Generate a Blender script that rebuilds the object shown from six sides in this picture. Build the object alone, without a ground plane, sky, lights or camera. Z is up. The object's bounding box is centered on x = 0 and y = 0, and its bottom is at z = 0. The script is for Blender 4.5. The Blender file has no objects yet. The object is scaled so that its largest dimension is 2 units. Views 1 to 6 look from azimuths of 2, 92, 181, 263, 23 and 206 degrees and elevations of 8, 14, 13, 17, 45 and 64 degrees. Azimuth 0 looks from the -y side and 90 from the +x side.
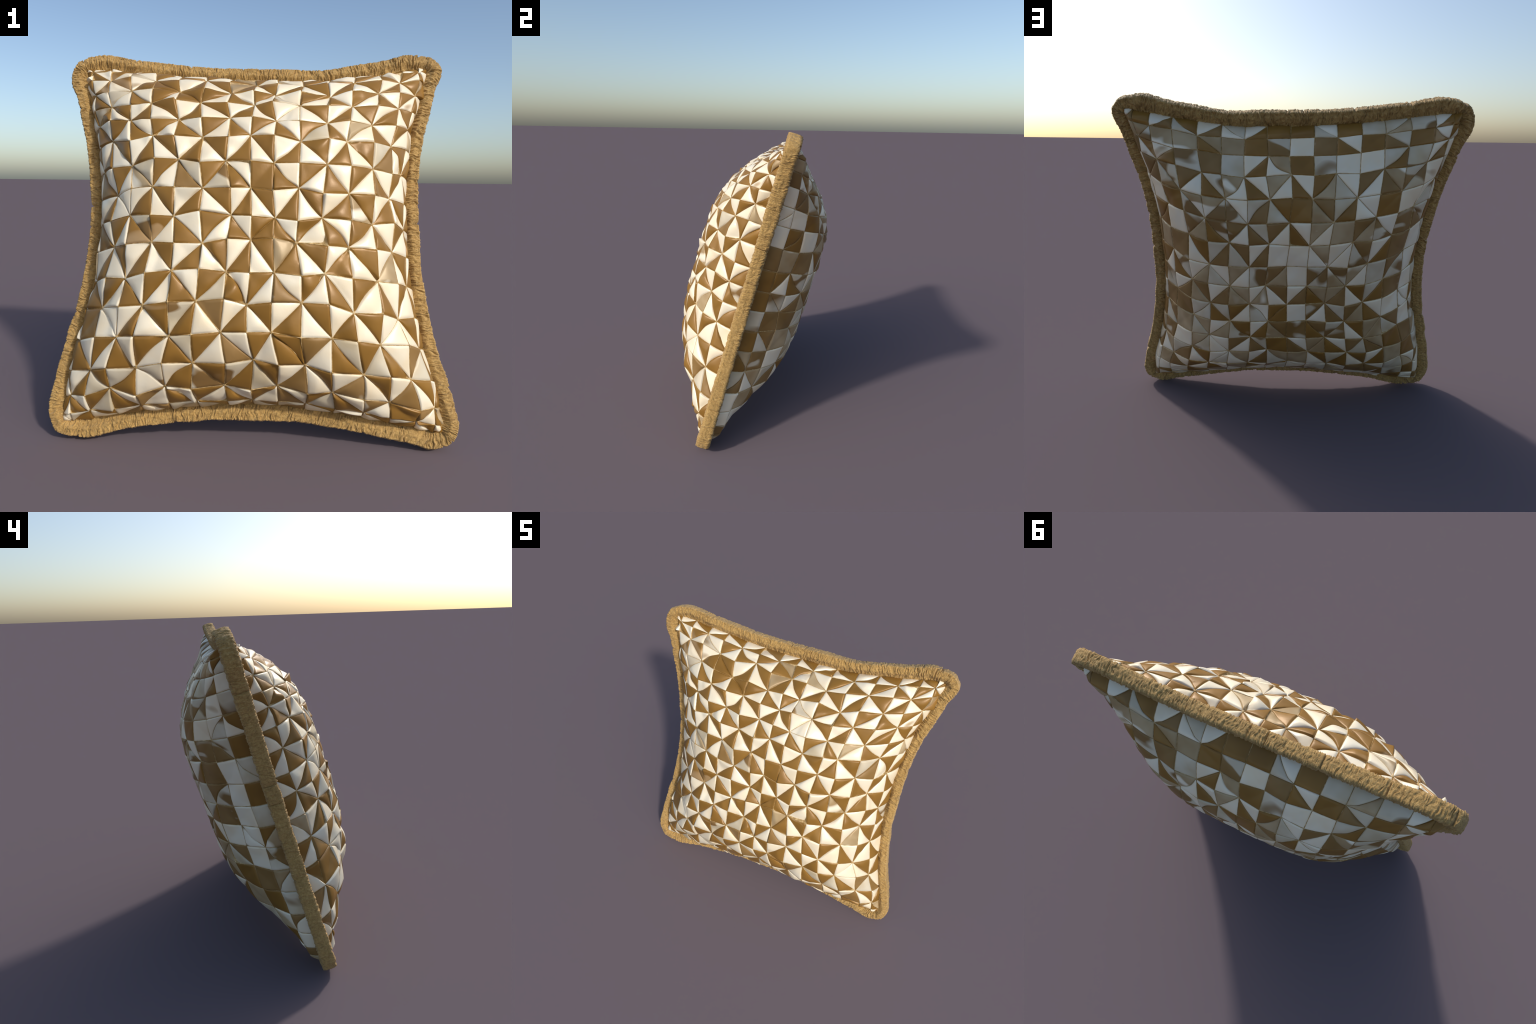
"""Square quilted throw cushion: satin pinwheel patchwork on both faces, brush-fringe border."""
import bpy
import math
import numpy as np

SEED = 7
rng = np.random.default_rng(SEED)

# ------------------------------------------------------------------ frame of the leaning cushion
LEAN = math.atan2(0.525, 1.877)                       # leans back from the upright
CENTRE = np.array([0.0, -0.002, 0.975])
AX = np.array([1.0, 0.0, 0.0])                         # across
AU = np.array([0.0, math.sin(LEAN), math.cos(LEAN)])   # up in the seam plane
AN = np.array([0.0, -math.cos(LEAN), math.sin(LEAN)])  # out of the front face


def to_world(x, u, n):
    return (CENTRE + np.asarray(x)[..., None] * AX + np.asarray(u)[..., None] * AU
            + np.asarray(n)[..., None] * AN)


# ------------------------------------------------------------------ noise helpers
def _hash(ix, iy, iz, seed):
    h = (ix.astype(np.int64) * 374761393 + iy.astype(np.int64) * 668265263
         + iz.astype(np.int64) * 2147483647 + seed * 974634777) & 0xFFFFFFFF
    h = ((h ^ (h >> 13)) * 1274126177) & 0xFFFFFFFF
    h = ((h ^ (h >> 16)) * 2246822519) & 0xFFFFFFFF
    return ((h ^ (h >> 15)) & 0xFFFFFF) / float(0xFFFFFF) * 2 - 1


def noise(x, y, z=0.0, seed=0, wrap=None):
    """smooth value noise in -1..1; wrap = period of x in lattice cells"""
    x, y, z = np.broadcast_arrays(np.asarray(x, float), np.asarray(y, float), np.asarray(z, float))
    i, j, k = np.floor(x).astype(int), np.floor(y).astype(int), np.floor(z).astype(int)
    f = [a - b for a, b in ((x, i), (y, j), (z, k))]
    f = [t * t * t * (t * (t * 6 - 15) + 10) for t in f]
    out = 0
    for dx in (0, 1):
        ii = (i + dx) % wrap if wrap else i + dx
        wx = f[0] if dx else 1 - f[0]
        for dy in (0, 1):
            wy = f[1] if dy else 1 - f[1]
            for dz in (0, 1):
                wz = f[2] if dz else 1 - f[2]
                out = out + wx * wy * wz * _hash(ii, j + dy, k + dz, seed)
    return out


def spline(pts, t):
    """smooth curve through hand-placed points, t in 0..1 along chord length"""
    p = np.array(pts, float)
    s = np.r_[0, np.cumsum(np.linalg.norm(np.diff(p, axis=0), axis=1))]
    s /= s[-1]
    ds = np.diff(s)[:, None]
    dl = np.diff(p, axis=0) / ds
    m = np.zeros_like(p)
    m[1:-1] = (dl[:-1] * ds[1:] + dl[1:] * ds[:-1]) / (ds[1:] + ds[:-1])
    m[0], m[-1] = dl[0], dl[-1]
    t = np.clip(t, 0, 1)
    i = np.clip(np.searchsorted(s, t, side='right') - 1, 0, len(s) - 2)
    h = (s[i + 1] - s[i])[..., None]
    x = ((t - s[i]) / (s[i + 1] - s[i]))[..., None]
    return ((2 * x**3 - 3 * x**2 + 1) * p[i] + (x**3 - 2 * x**2 + x) * h * m[i]
            + (-2 * x**3 + 3 * x**2) * p[i + 1] + (x**3 - x**2) * h * m[i + 1])


# ------------------------------------------------------------------ outline (in the seam plane)
# outer edge of the fringe, clockwise seen from the front: concave sides, rounded ears
TOP = [(-.87, .981), (-.617, .953), (-.262, .915), (0, .907), (.29, .900), (.604, .942), (.85, .979)]
RIGHT = [(.955, .92), (.922, .77), (.877, .6), (.838, .36), (.830, .1), (.846, -.2), (.876, -.393),
         (.914, -.57), (.980, -.79), (1.0, -.9)]
BOTTOM = [(.89, -1.004), (.761, -.984), (.50, -.94), (.214, -.904), (-.04, -.900), (-.328, -.920),
          (-.585, -.955), (-.86, -1.004)]
LEFT = [(-.996, -.89), (-.977, -.725), (-.932, -.514), (-.873, -.266), (-.851, -.012), (-.857, .212),
        (-.890, .46), (-.952, .71), (-.996, .88)]
EARS = [(-.963, .947), (.924, .957), (.972, -.972), (-.958, -.972)]   # TL TR BR BL
C_TL, C_TR, C_BR, C_BL = (-.928, .915), (.890, .915), (.928, -.935), (-.928, -.935)
W_SIDE, W_TB = 0.066, 0.076


def seam_edge(pts, shift, a, b):
    return [a] + [(x + shift[0], y + shift[1]) for x, y in pts[1:-1]] + [b]


SEAM_T = seam_edge(TOP, (0, -W_TB), C_TL, C_TR)
SEAM_B = seam_edge(BOTTOM[::-1], (0, W_TB), C_BL, C_BR)
SEAM_L = seam_edge(LEFT[::-1], (W_SIDE, 0), C_TL, C_BL)
SEAM_R = seam_edge(RIGHT, (-W_SIDE, 0), C_TR, C_BR)


def seam_plane(p, q):
    """Coons patch: (p, q) in -1..1 to in-plane (x, u)"""
    a, b = (p + 1) / 2, (1 - q) / 2
    A, B = a[..., None], b[..., None]
    tl, tr, bl, br = map(np.array, (C_TL, C_TR, C_BL, C_BR))
    return ((1 - B) * spline(SEAM_T, a) + B * spline(SEAM_B, a) + (1 - A) * spline(SEAM_L, b)
            + A * spline(SEAM_R, b) - ((1 - A) * (1 - B) * tl + A * (1 - B) * tr
                                       + (1 - A) * B * bl + A * B * br))


# ------------------------------------------------------------------ the two stuffed faces
FACES = {
    'front': dict(side=1, H=.394, ax=(2.95, 3.2), au=(3.3, 3.0), b=.70, c=.030, tp=-.012, tq=-.022,
                  cols=[-1, -.945, -.83, -.695, -.555, -.405, -.26, -.11, .02, .145, .28, .43, .575,
                        .72, .85, .95, 1],
                  rows=[1, .97, .905, .81, .70, .59, .475, .335, .185, .05, -.095, -.25, -.41, -.565,
                        -.735, -.87, -.96, -1],
                  parity=0, low=-.0105, high=.0075, puff=.0055, jitter=.013,
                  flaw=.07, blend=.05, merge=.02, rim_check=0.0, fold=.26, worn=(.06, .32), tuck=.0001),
    'back': dict(side=-1, H=.338, ax=(4.05, 4.5), au=(4.3, 4.2), b=1.2, c=.080, tp=.004, tq=.004,
                 cols=[-1, -.945, -.84, -.695, -.545, -.41, -.265, -.13, .01, .15, .28, .42, .565,
                       .715, .85, .95, 1],
                 rows=[1, .95, .87, .77, .64, .505, .36, .2, .05, -.09, -.23, -.375, -.52, -.67,
                       -.80, -.90, -.96, -1],
                 parity=1, low=-.007, high=.003, puff=.0045, jitter=.007,
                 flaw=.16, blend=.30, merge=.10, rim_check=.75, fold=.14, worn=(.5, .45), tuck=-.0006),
}


def face_height(F, p, q):
    def f(t, k, lo, hi):
        # fullness differs a little between the two halves
        return np.clip(1 - np.abs(t) ** np.where(t > 0, hi, lo), 0, 1) ** F['b'] * (1 + k * t)
    edge = np.clip(1 - np.maximum(np.abs(p), np.abs(q)), 0, 1)
    lip = np.clip(edge / .035, 0, 1) ** .5
    # soft stuffing lumps
    lump = .006 * noise(p * 2.3 + 5, q * 2.3, 0, 11 + F['side']) * np.clip(edge / .3, 0, 1)
    return F['H'] * f(p, F['tp'], *F['ax']) * f(q, F['tq'], *F['au']) + F['c'] * lip + lump


def face_point(F, p, q):
    p, q = np.clip(p, -1, 1), np.clip(q, -1, 1)
    xy = seam_plane(p, q)
    return to_world(xy[..., 0], xy[..., 1], F['side'] * face_height(F, p, q))


def face_normal(F, p, q):
    e = .004
    p, q = np.clip(p, -1 + 2 * e, 1 - 2 * e), np.clip(q, -1 + 2 * e, 1 - 2 * e)
    a = face_point(F, p + e, q) - face_point(F, p - e, q)
    b = face_point(F, p, q + e) - face_point(F, p, q - e)
    n = np.cross(a, b) * F['side']
    return n / (np.linalg.norm(n, axis=-1, keepdims=True) + 1e-12)


# ------------------------------------------------------------------ materials
def new_material(name):
    m = bpy.data.materials.new(name)
    m.use_nodes = True
    nt = m.node_tree
    nt.nodes.clear()
    out = nt.nodes.new('ShaderNodeOutputMaterial')
    b = nt.nodes.new('ShaderNodeBsdfPrincipled')
    nt.links.new(b.outputs['BSDF'], out.inputs['Surface'])
    co = nt.nodes.new('ShaderNodeTexCoord')
    return m, nt, b, co


def tex_noise(nt, co, scale, detail=3.0, rough=.5, stretch=(1, 1, 1), dist=0.0):
    mp = nt.nodes.new('ShaderNodeMapping')
    mp.inputs['Scale'].default_value = stretch
    nt.links.new(co.outputs['Object'], mp.inputs['Vector'])
    n = nt.nodes.new('ShaderNodeTexNoise')
    n.inputs['Scale'].default_value = scale
    n.inputs['Detail'].default_value = detail
    n.inputs['Roughness'].default_value = rough
    n.inputs['Distortion'].default_value = dist
    nt.links.new(mp.outputs['Vector'], n.inputs['Vector'])
    return n


def ramp(nt, fac, stops):
    r = nt.nodes.new('ShaderNodeValToRGB')
    e = r.color_ramp.elements
    while len(e) < len(stops):
        e.new(.5)
    for el, (pos, col) in zip(e, stops):
        el.position, el.color = pos, (*col, 1)
    nt.links.new(fac, r.inputs['Fac'])
    return r


def mix(nt, fac, a, b, mode='MIX'):
    m = nt.nodes.new('ShaderNodeMix')
    m.data_type, m.blend_type = 'RGBA', mode
    if isinstance(fac, float):
        m.inputs['Factor'].default_value = fac
    else:
        nt.links.new(fac, m.inputs['Factor'])
    nt.links.new(a, m.inputs[6])
    nt.links.new(b, m.inputs[7])
    return m.outputs[2]


def satin(name, base, tint, stain, stain_from, roughness):
    """smooth satin: slow tint drift, streaky stains of a second colour, fine weave bump"""
    m, nt, b, co = new_material(name)
    drift = ramp(nt, tex_noise(nt, co, 7.0, 2).outputs['Fac'], [(.35, base), (.68, tint)])
    streak = tex_noise(nt, co, 3.6, 1.5, .5, (1, .7, 1.5), .7)
    mask = ramp(nt, streak.outputs['Fac'], [(stain_from, (0, 0, 0)), (stain_from + .05, (1, 1, 1))])
    st = nt.nodes.new('ShaderNodeRGB')
    st.outputs[0].default_value = (*stain, 1)
    col = mix(nt, mask.outputs['Color'], drift.outputs['Color'], st.outputs[0])
    nt.links.new(col, b.inputs['Base Color'])
    b.inputs['Roughness'].default_value = roughness
    b.inputs['Metallic'].default_value = .08
    b.inputs['Specular IOR Level'].default_value = .35
    weave = tex_noise(nt, co, 60, 4, .6)
    bm = nt.nodes.new('ShaderNodeBump')
    bm.inputs['Strength'].default_value = .12
    bm.inputs['Distance'].default_value = .004
    nt.links.new(weave.outputs['Fac'], bm.inputs['Height'])
    nt.links.new(bm.outputs['Normal'], b.inputs['Normal'])
    return m


CREAM = (.86, .785, .615)
CREAM_WARM = (.86, .735, .52)
TAUPE = (.37, .255, .125)
TAN = (.42, .27, .125)
BRONZE = (.285, .148, .030)
BRONZE_DEEP = (.232, .118, .022)
M_CREAM = satin('cream_satin', CREAM, CREAM_WARM, TAN, .74, .40)
M_BRONZE = satin('bronze_satin', BRONZE, BRONZE_DEEP, TAN, .70, .38)
M_CREAM_WORN = satin('cream_satin_mottled', (.66, .59, .45), (.55, .455, .295), (.235, .135, .045), .57, .48)  # cream with the back's baked shade darkened into its base colour
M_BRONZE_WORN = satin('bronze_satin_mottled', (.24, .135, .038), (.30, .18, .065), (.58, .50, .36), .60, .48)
M_TAUPE = satin('taupe_satin', TAUPE, (.50, .385, .225), CREAM, .62, .42)


def seam_material():
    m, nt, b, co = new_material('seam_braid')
    r = ramp(nt, tex_noise(nt, co, 55, 3, .6).outputs['Fac'],
             [(.30, (.22, .135, .042)), (.50, (.42, .275, .105)), (.70, (.64, .48, .25))])
    nt.links.new(r.outputs['Color'], b.inputs['Base Color'])
    b.inputs['Roughness'].default_value = .55
    return m


def fringe_material():
    m, nt, b, co = new_material('gold_fringe')
    c = ramp(nt, tex_noise(nt, co, 85, 5, .75).outputs['Fac'],
             [(.28, (.32, .180, .045)), (.46, (.525, .315, .088)), (.60, (.62, .395, .13)), (.78, (.74, .54, .25))])
    big = ramp(nt, tex_noise(nt, co, 9, 2).outputs['Fac'], [(.3, (.86, .84, .80)), (.7, (1.0, 1.0, 1.0))])
    nt.links.new(mix(nt, 1.0, c.outputs['Color'], big.outputs['Color'], 'MULTIPLY'), b.inputs['Base Color'])
    b.inputs['Roughness'].default_value = .6
    b.inputs['Sheen Weight'].default_value = .15
    fine = tex_noise(nt, co, 150, 4, .7, dist=.6)
    bm = nt.nodes.new('ShaderNodeBump')
    bm.inputs['Strength'].default_value = .9
    bm.inputs['Distance'].default_value = .008
    nt.links.new(fine.outputs['Fac'], bm.inputs['Height'])
    nt.links.new(bm.outputs['Normal'], b.inputs['Normal'])
    return m


M_SEAM, M_FRINGE = seam_material(), fringe_material()


# ------------------------------------------------------------------ object helpers
def make_mesh(name, verts, faces, mats, face_mat=None):
    me = bpy.data.meshes.new(name)
    me.from_pydata([tuple(v) for v in verts], [], [tuple(f) for f in faces])
    for mt in mats:
        me.materials.append(mt)
    if face_mat is not None:
        me.polygons.foreach_set('material_index', face_mat)
    me.polygons.foreach_set('use_smooth', [True] * len(me.polygons))
    me.update()
    return me


def make_object(name, me, parent):
    ob = bpy.data.objects.new(name, me)
    bpy.context.scene.collection.objects.link(ob)
    ob.parent = parent
    return ob


cushion = bpy.data.objects.new('throw_cushion', None)
bpy.context.scene.collection.objects.link(cushion)
cushion['label'] = 'square quilted satin cushion with cream and bronze pinwheels, gold fringe'
cushion['category'] = 'cushion'


# ------------------------------------------------------------------ quilted faces
def grid_nodes(F):
    """stitch nodes of the quilt: (p, q) with hand-sewn jitter and their up/down pull"""
    c, r = np.array(F['cols'], float), np.array(F['rows'], float)
    P, Q = np.meshgrid(c, r, indexing='ij')
    I, J = np.meshgrid(np.arange(len(c)), np.arange(len(r)), indexing='ij')
    star = (I + J + F['parity']) % 2 == 0
    fade = np.clip((1 - np.maximum(np.abs(P), np.abs(Q))) / .12, 0, 1)
    P = P + F['jitter'] * fade * rng.normal(0, .8, P.shape)
    Q = Q + F['jitter'] * fade * rng.normal(0, .8, P.shape) - .012 * np.abs(P) ** 2 * fade * Q
    Z = np.where(star, F['low'], F['high']) * (1 + .3 * rng.normal(0, 1, P.shape))
    Z *= 1 + .4 * np.clip((np.maximum(np.abs(P), np.abs(Q)) - .5) / .35, 0, 1)
    Z *= np.clip((1 - np.maximum(np.abs(P), np.abs(Q))) / .22, 0, 1) ** .7
    return P, Q, Z, star


def build_face(key):
    F = FACES[key]
    P, Q, Z, star = grid_nodes(F)
    nc, nr = P.shape

    def surface(i, j, s, t, bow):
        """point of cell (i, j); s runs right, t runs up"""
        b = bow * 16 * s * (1 - s) * t * (1 - t)
        if star[i, j + 1]:                # diagonal from bottom-left to top-right
            s2, t2 = s + b, t - b
        else:
            s2, t2 = s + b, t + b
        def lerp(A):
            return ((1 - s2) * (1 - t2) * A[i, j + 1] + s2 * (1 - t2) * A[i + 1, j + 1]
                    + (1 - s2) * t2 * A[i, j] + s2 * t2 * A[i + 1, j])
        return lerp(P), lerp(Q), s2, t2

    def facet(i, j, s, t):
        """height of the folded two-facet sheet between the four nodes"""
        z00, z10, z01, z11 = Z[i, j + 1], Z[i + 1, j + 1], Z[i, j], Z[i + 1, j]
        if star[i, j + 1]:
            return np.where(s >= t, z00 + s * (z10 - z00) + t * (z11 - z10),
                            z00 + t * (z01 - z00) + s * (z11 - z01))
        return np.where(s + t <= 1, z00 + s * (z10 - z00) + t * (z01 - z00),
                        z11 + (1 - s) * (z01 - z11) + (1 - t) * (z10 - z11))

    # ---- patches
    patches = []
    for i in range(nc - 1):
        for j in range(nr - 1):
            pc, qc = P[i:i + 2, j:j + 2].mean(), Q[i:i + 2, j:j + 2].mean()
            rim = max(abs(pc), abs(qc))
            r = rng.random(8)
            bow = 0.0 if r[0] > (.55 if rim > .6 else .25) else (r[1] - .5) * .16
            up = star[i, j + 1]
            checker = rim > F['rim_check'] and F['rim_check'] > 0 and r[2] < .75
            merged = (r[2] < F['merge'] or checker)
            # pinwheel colour rule: handedness alternates from star column to star column
            hand = (i if up else i + 1) % 2 == 0
            if up:      # triangles: lower-right, upper-left about the diagonal
                light = [hand, not hand]
            else:       # lower-left, upper-right
                light = [not hand, hand]
            if r[3] < F['flaw']:
                light[0] = r[4] < .75
            if r[3] > 1 - F['flaw'] * .7:
                light[1] = r[4] < .75
            if merged:
                light = [((i + j) % 2 == 0) ^ (r[5] < .2)]
            for k, lt in enumerate(light):
                blend = rng.random() < F['blend']
                mat = 2 if blend and rng.random() < .6 else (0 if lt else 1)
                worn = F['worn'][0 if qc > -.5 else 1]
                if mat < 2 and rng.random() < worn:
                    mat += 3
                patches.append((i, j, k if not merged else -1, bow, up, mat, rng.random()))

    N = 15
    # rows crowd towards the stitched edges so that the rolled rim stays crisp
    ease = lambda t: t + .5 * (t * t * (3 - 2 * t) - t)
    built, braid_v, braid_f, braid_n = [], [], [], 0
    for (i, j, k, bow, up, mat, rv) in patches:
        # parameter triangle (a, b), a + b <= 1, or the full square for an uncut patch
        if k < 0:
            A, B = np.meshgrid(np.arange(N + 1), np.arange(N + 1), indexing='ij')
            idx = {(int(x), int(y)): m for m, (x, y) in enumerate(zip(A.ravel(), B.ravel()))}
            s, t = ease(A.ravel() / N), ease(B.ravel() / N)
            rim = np.minimum(np.minimum(s, 1 - s), np.minimum(t, 1 - t))
            puff = 16 * s * (1 - s) * t * (1 - t)
        else:
            ab = [(x, y) for x in range(N + 1) for y in range(N + 1 - x)]
            idx = {c: m for m, c in enumerate(ab)}
            ab = np.array(ab, float) / N
            bary = ease(np.c_[ab, np.clip(1 - ab.sum(1), 0, 1)])
            a, b, c = (bary / bary.sum(1, keepdims=True)).T
            rim = np.minimum(np.minimum(a, b), c)
            puff = 27 * a * b * c
            if up:
                s, t = (a + b, b) if k == 0 else (b, a + b)       # lower-right / upper-left
            else:
                s, t = (a, b) if k == 0 else (1 - a, 1 - b)       # lower-left / upper-right
        p, q, _, _ = surface(i, j, s, t, bow)
        z = facet(i, j, s, t)
        soft = np.clip(rim / .05, 0, 1)
        roll = np.sqrt(np.clip(1 - (1 - soft) ** 2, 0, 1))        # edges roll down into the seam
        z = z + roll * .0050 - .0032 + F['puff'] * (.45 + 1.0 * rv) * np.clip(puff, 0, 1) ** .8
        # one or two soft folds across the patch, roughly along one of its sides
        for _ in range(2):
            ang, off, lift = rng.uniform(0, math.pi), rng.uniform(-.22, .22), rng.normal(0, .05)
            bend = np.abs((s - .5) * math.cos(ang) + (t - .5) * math.sin(ang) - off)
            z = z + lift * F['fold'] * (np.sqrt(bend ** 2 + .0006) - .25) * soft ** .5
        X = face_point(F, p, q)
        crease = noise(X[:, 0] * 17, X[:, 1] * 17, X[:, 2] * 17, 3) \
            - .8 * np.abs(noise(X[:, 0] * 9, X[:, 1] * 9, X[:, 2] * 9, 5))
        z = z + .0028 * crease * soft * (F['puff'] / .008) ** .5
        nrm = face_normal(F, p, q)
        V = X + nrm * z[:, None]
        # seam braid: stands just proud of the patch rims along the stitching, dives under the patch
        dive = np.clip((rim - .014) / .05, 0, 1)
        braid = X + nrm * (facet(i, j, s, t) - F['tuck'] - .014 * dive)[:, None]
        fs = []
        if k < 0:
            for x in range(N):
                for y in range(N):
                    fs.append((idx[x, y], idx[x + 1, y], idx[x + 1, y + 1], idx[x, y + 1]))
            flip = False
        else:
            for x in range(N):
                for y in range(N - x):
                    fs.append((idx[x, y], idx[x + 1, y], idx[x, y + 1]))
                    if x + y < N - 1:
                        fs.append((idx[x + 1, y], idx[x + 1, y + 1], idx[x, y + 1]))
            flip = up and k == 1
        if flip != (F['side'] < 0):
            fs = [f[::-1] for f in fs]
        area = np.linalg.norm(V.max(0) - V.min(0))
        built.append((area, V, fs, mat))
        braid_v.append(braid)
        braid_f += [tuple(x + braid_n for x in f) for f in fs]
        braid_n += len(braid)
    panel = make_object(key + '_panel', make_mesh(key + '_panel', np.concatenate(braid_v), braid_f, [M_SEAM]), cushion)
    return panel, built


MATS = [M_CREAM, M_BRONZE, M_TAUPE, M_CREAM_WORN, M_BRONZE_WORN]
parts = {k: build_face(k) for k in FACES}
sizes = sorted([b[0] for k in parts for b in parts[k][1]], reverse=True)
limit = sizes[min(300, len(sizes)) - 1]
for key, (panel, built) in parts.items():
    rest_v, rest_f, rest_m, base = [], [], [], 0
    for area, V, fs, mat in built:
        if area >= limit:
            make_object('satin_patch', make_mesh('satin_patch', V, fs, [MATS[mat]]), panel)
        else:
            rest_v.append(V)
            rest_f += [tuple(x + base for x in f) for f in fs]
            rest_m += [mat] * len(fs)
            base += len(V)
    ob = make_object('satin_patch_rest', make_mesh('satin_patch_rest', np.concatenate(rest_v), rest_f, MATS, rest_m), panel)
    ob['kind'] = 'stuff'


# ------------------------------------------------------------------ brush fringe round the edge
def build_fringe():
    loop = TOP + [EARS[1]] + RIGHT + [EARS[2]] + BOTTOM + [EARS[3]] + LEFT + [EARS[0]]
    m = len(loop)
    wrapped = loop[-3:] + loop + loop[:4]
    dense = spline(wrapped, np.linspace(0, 1, 20001))
    d0 = np.argmin(((dense[:8000] - loop[0]) ** 2).sum(1))
    d1 = 12000 + np.argmin(((dense[12000:] - loop[0]) ** 2).sum(1))
    dense = dense[d0:d1 + 1]
    s = np.r_[0, np.cumsum(np.linalg.norm(np.diff(dense, axis=0), axis=1))]
    L = s[-1]
    NL = 4200
    l = np.arange(NL) / NL * L
    c = np.stack([np.interp(l, s, dense[:, d]) for d in (0, 1)], 1)
    tan = np.roll(c, -6, 0) - np.roll(c, 6, 0)
    tan /= np.linalg.norm(tan, axis=1, keepdims=True)
    inw = np.stack([tan[:, 1], -tan[:, 0]], 1)               # inward, the loop runs clockwise
    # clumps and parted notches along the outer edge
    u = l / L
    clump = .004 * noise(u * 90, .5, 0, 21, 90) + .0035 * noise(u * 30, .5, 0, 22, 30)
    notch = np.zeros(NL)
    for pos in rng.random(26):
        w = rng.uniform(.006, .016)
        dist = ((u - pos + .5) % 1 - .5) * L
        side = rng.choice([-1, 1])
        notch += rng.uniform(.006, .019) * np.exp(-np.abs(dist) / w) * np.where(dist * side > 0, 1, .15)
    depth = clump + notch + .002
    thick = .034 + .003 * noise(u * 24, .5, 0, 25, 24)
    # cross-section: back face out, round the rim, front face in
    K1, K2 = 26, 16
    WID = .115
    sec = []
    for w in np.linspace(WID, .004, K1):
        sec.append((w, -1.0))
    for a in np.linspace(-1, 1, K2):
        sec.append((.004 * a * a if abs(a) > .8 else 0.0, a))
    for w in np.linspace(.004, WID, K1):
        sec.append((w, 1.0))
    sec = np.array([x for n_, x in enumerate(sec) if n_ == 0 or np.hypot(*(np.array(x) - sec[n_ - 1])) > 1e-6])
    K = len(sec)
    w = sec[None, :, 0]
    a = sec[None, :, 1]
    U = np.repeat(u[:, None], K, 1)
    edge = np.exp(-(w / .03))
    # tufts: ridges running from the seam to the rim, slanted and swirled
    path = np.cumsum(np.r_[0, np.linalg.norm(np.diff(sec * [1, .034], axis=0), axis=1)])[None, :] + 0 * U
    per = int(L / .014)
    half, per2, per3 = per // 2, per * 2, per * 3
    lean_of = 55 * noise(U * 46, .3, 0, 30, 46) + 25 + 30 * noise(U * half, path * 10, 0, 38, half)
    slant = (path - path.mean()) * lean_of
    warp = .7 * noise(U * half, path * 45, 0, 31, half)
    r1 = 1 - 2 * np.abs(noise(U * per + slant * .5 + warp, path * 24, 0, 33, per))
    r2 = 1 - 2 * np.abs(noise(U * per2 + slant + warp * 2, path * 30, 0, 35, per2))
    r3 = 1 - 2 * np.abs(noise(U * per3 + slant * 1.5 + warp * 3, path * 42, 0, 37, per3))
    front = np.abs(a) > .99
    amp = np.where(front, 1.0, .55)
    disp = amp * (.0032 * r1 + .0042 * r2 + .0032 * r3)
    # section swells a little mid-width and sinks towards the seam
    body = thick[:, None] * (1.0 + .10 * np.sin(np.clip(w / .075, 0, 1) * math.pi) - np.where(a > 0, .75, .35) * np.clip((w - .042) / .035, 0, 1))
    nn = a * (body + disp * front)
    ww = w + depth[:, None] * edge - np.where(front, 0, disp)
    x = c[:, None, 0] + inw[:, None, 0] * ww
    y = c[:, None, 1] + inw[:, None, 1] * ww
    V = to_world(x, y, nn).reshape(-1, 3)
    i = np.arange(NL)[:, None]
    j = np.arange(K - 1)[None, :]
    i2 = (i + 1) % NL
    F = np.stack([i * K + j, i2 * K + j, i2 * K + j + 1, i * K + j + 1], -1).reshape(-1, 4)
    me = make_mesh('brush_fringe', V, F.tolist(), [M_FRINGE])
    ob = make_object('brush_fringe', me, cushion)
    ob['kind'] = 'stuff'
    return ob


build_fringe()

# rest the lowest tuft on the ground and put the thing's origin at its base
low = min((v.co.z for o in bpy.data.objects if o.type == 'MESH' for v in o.data.vertices), default=0)
for o in bpy.data.objects:
    if o.type == 'MESH' and o.parent is cushion:
        o.location.z = -low
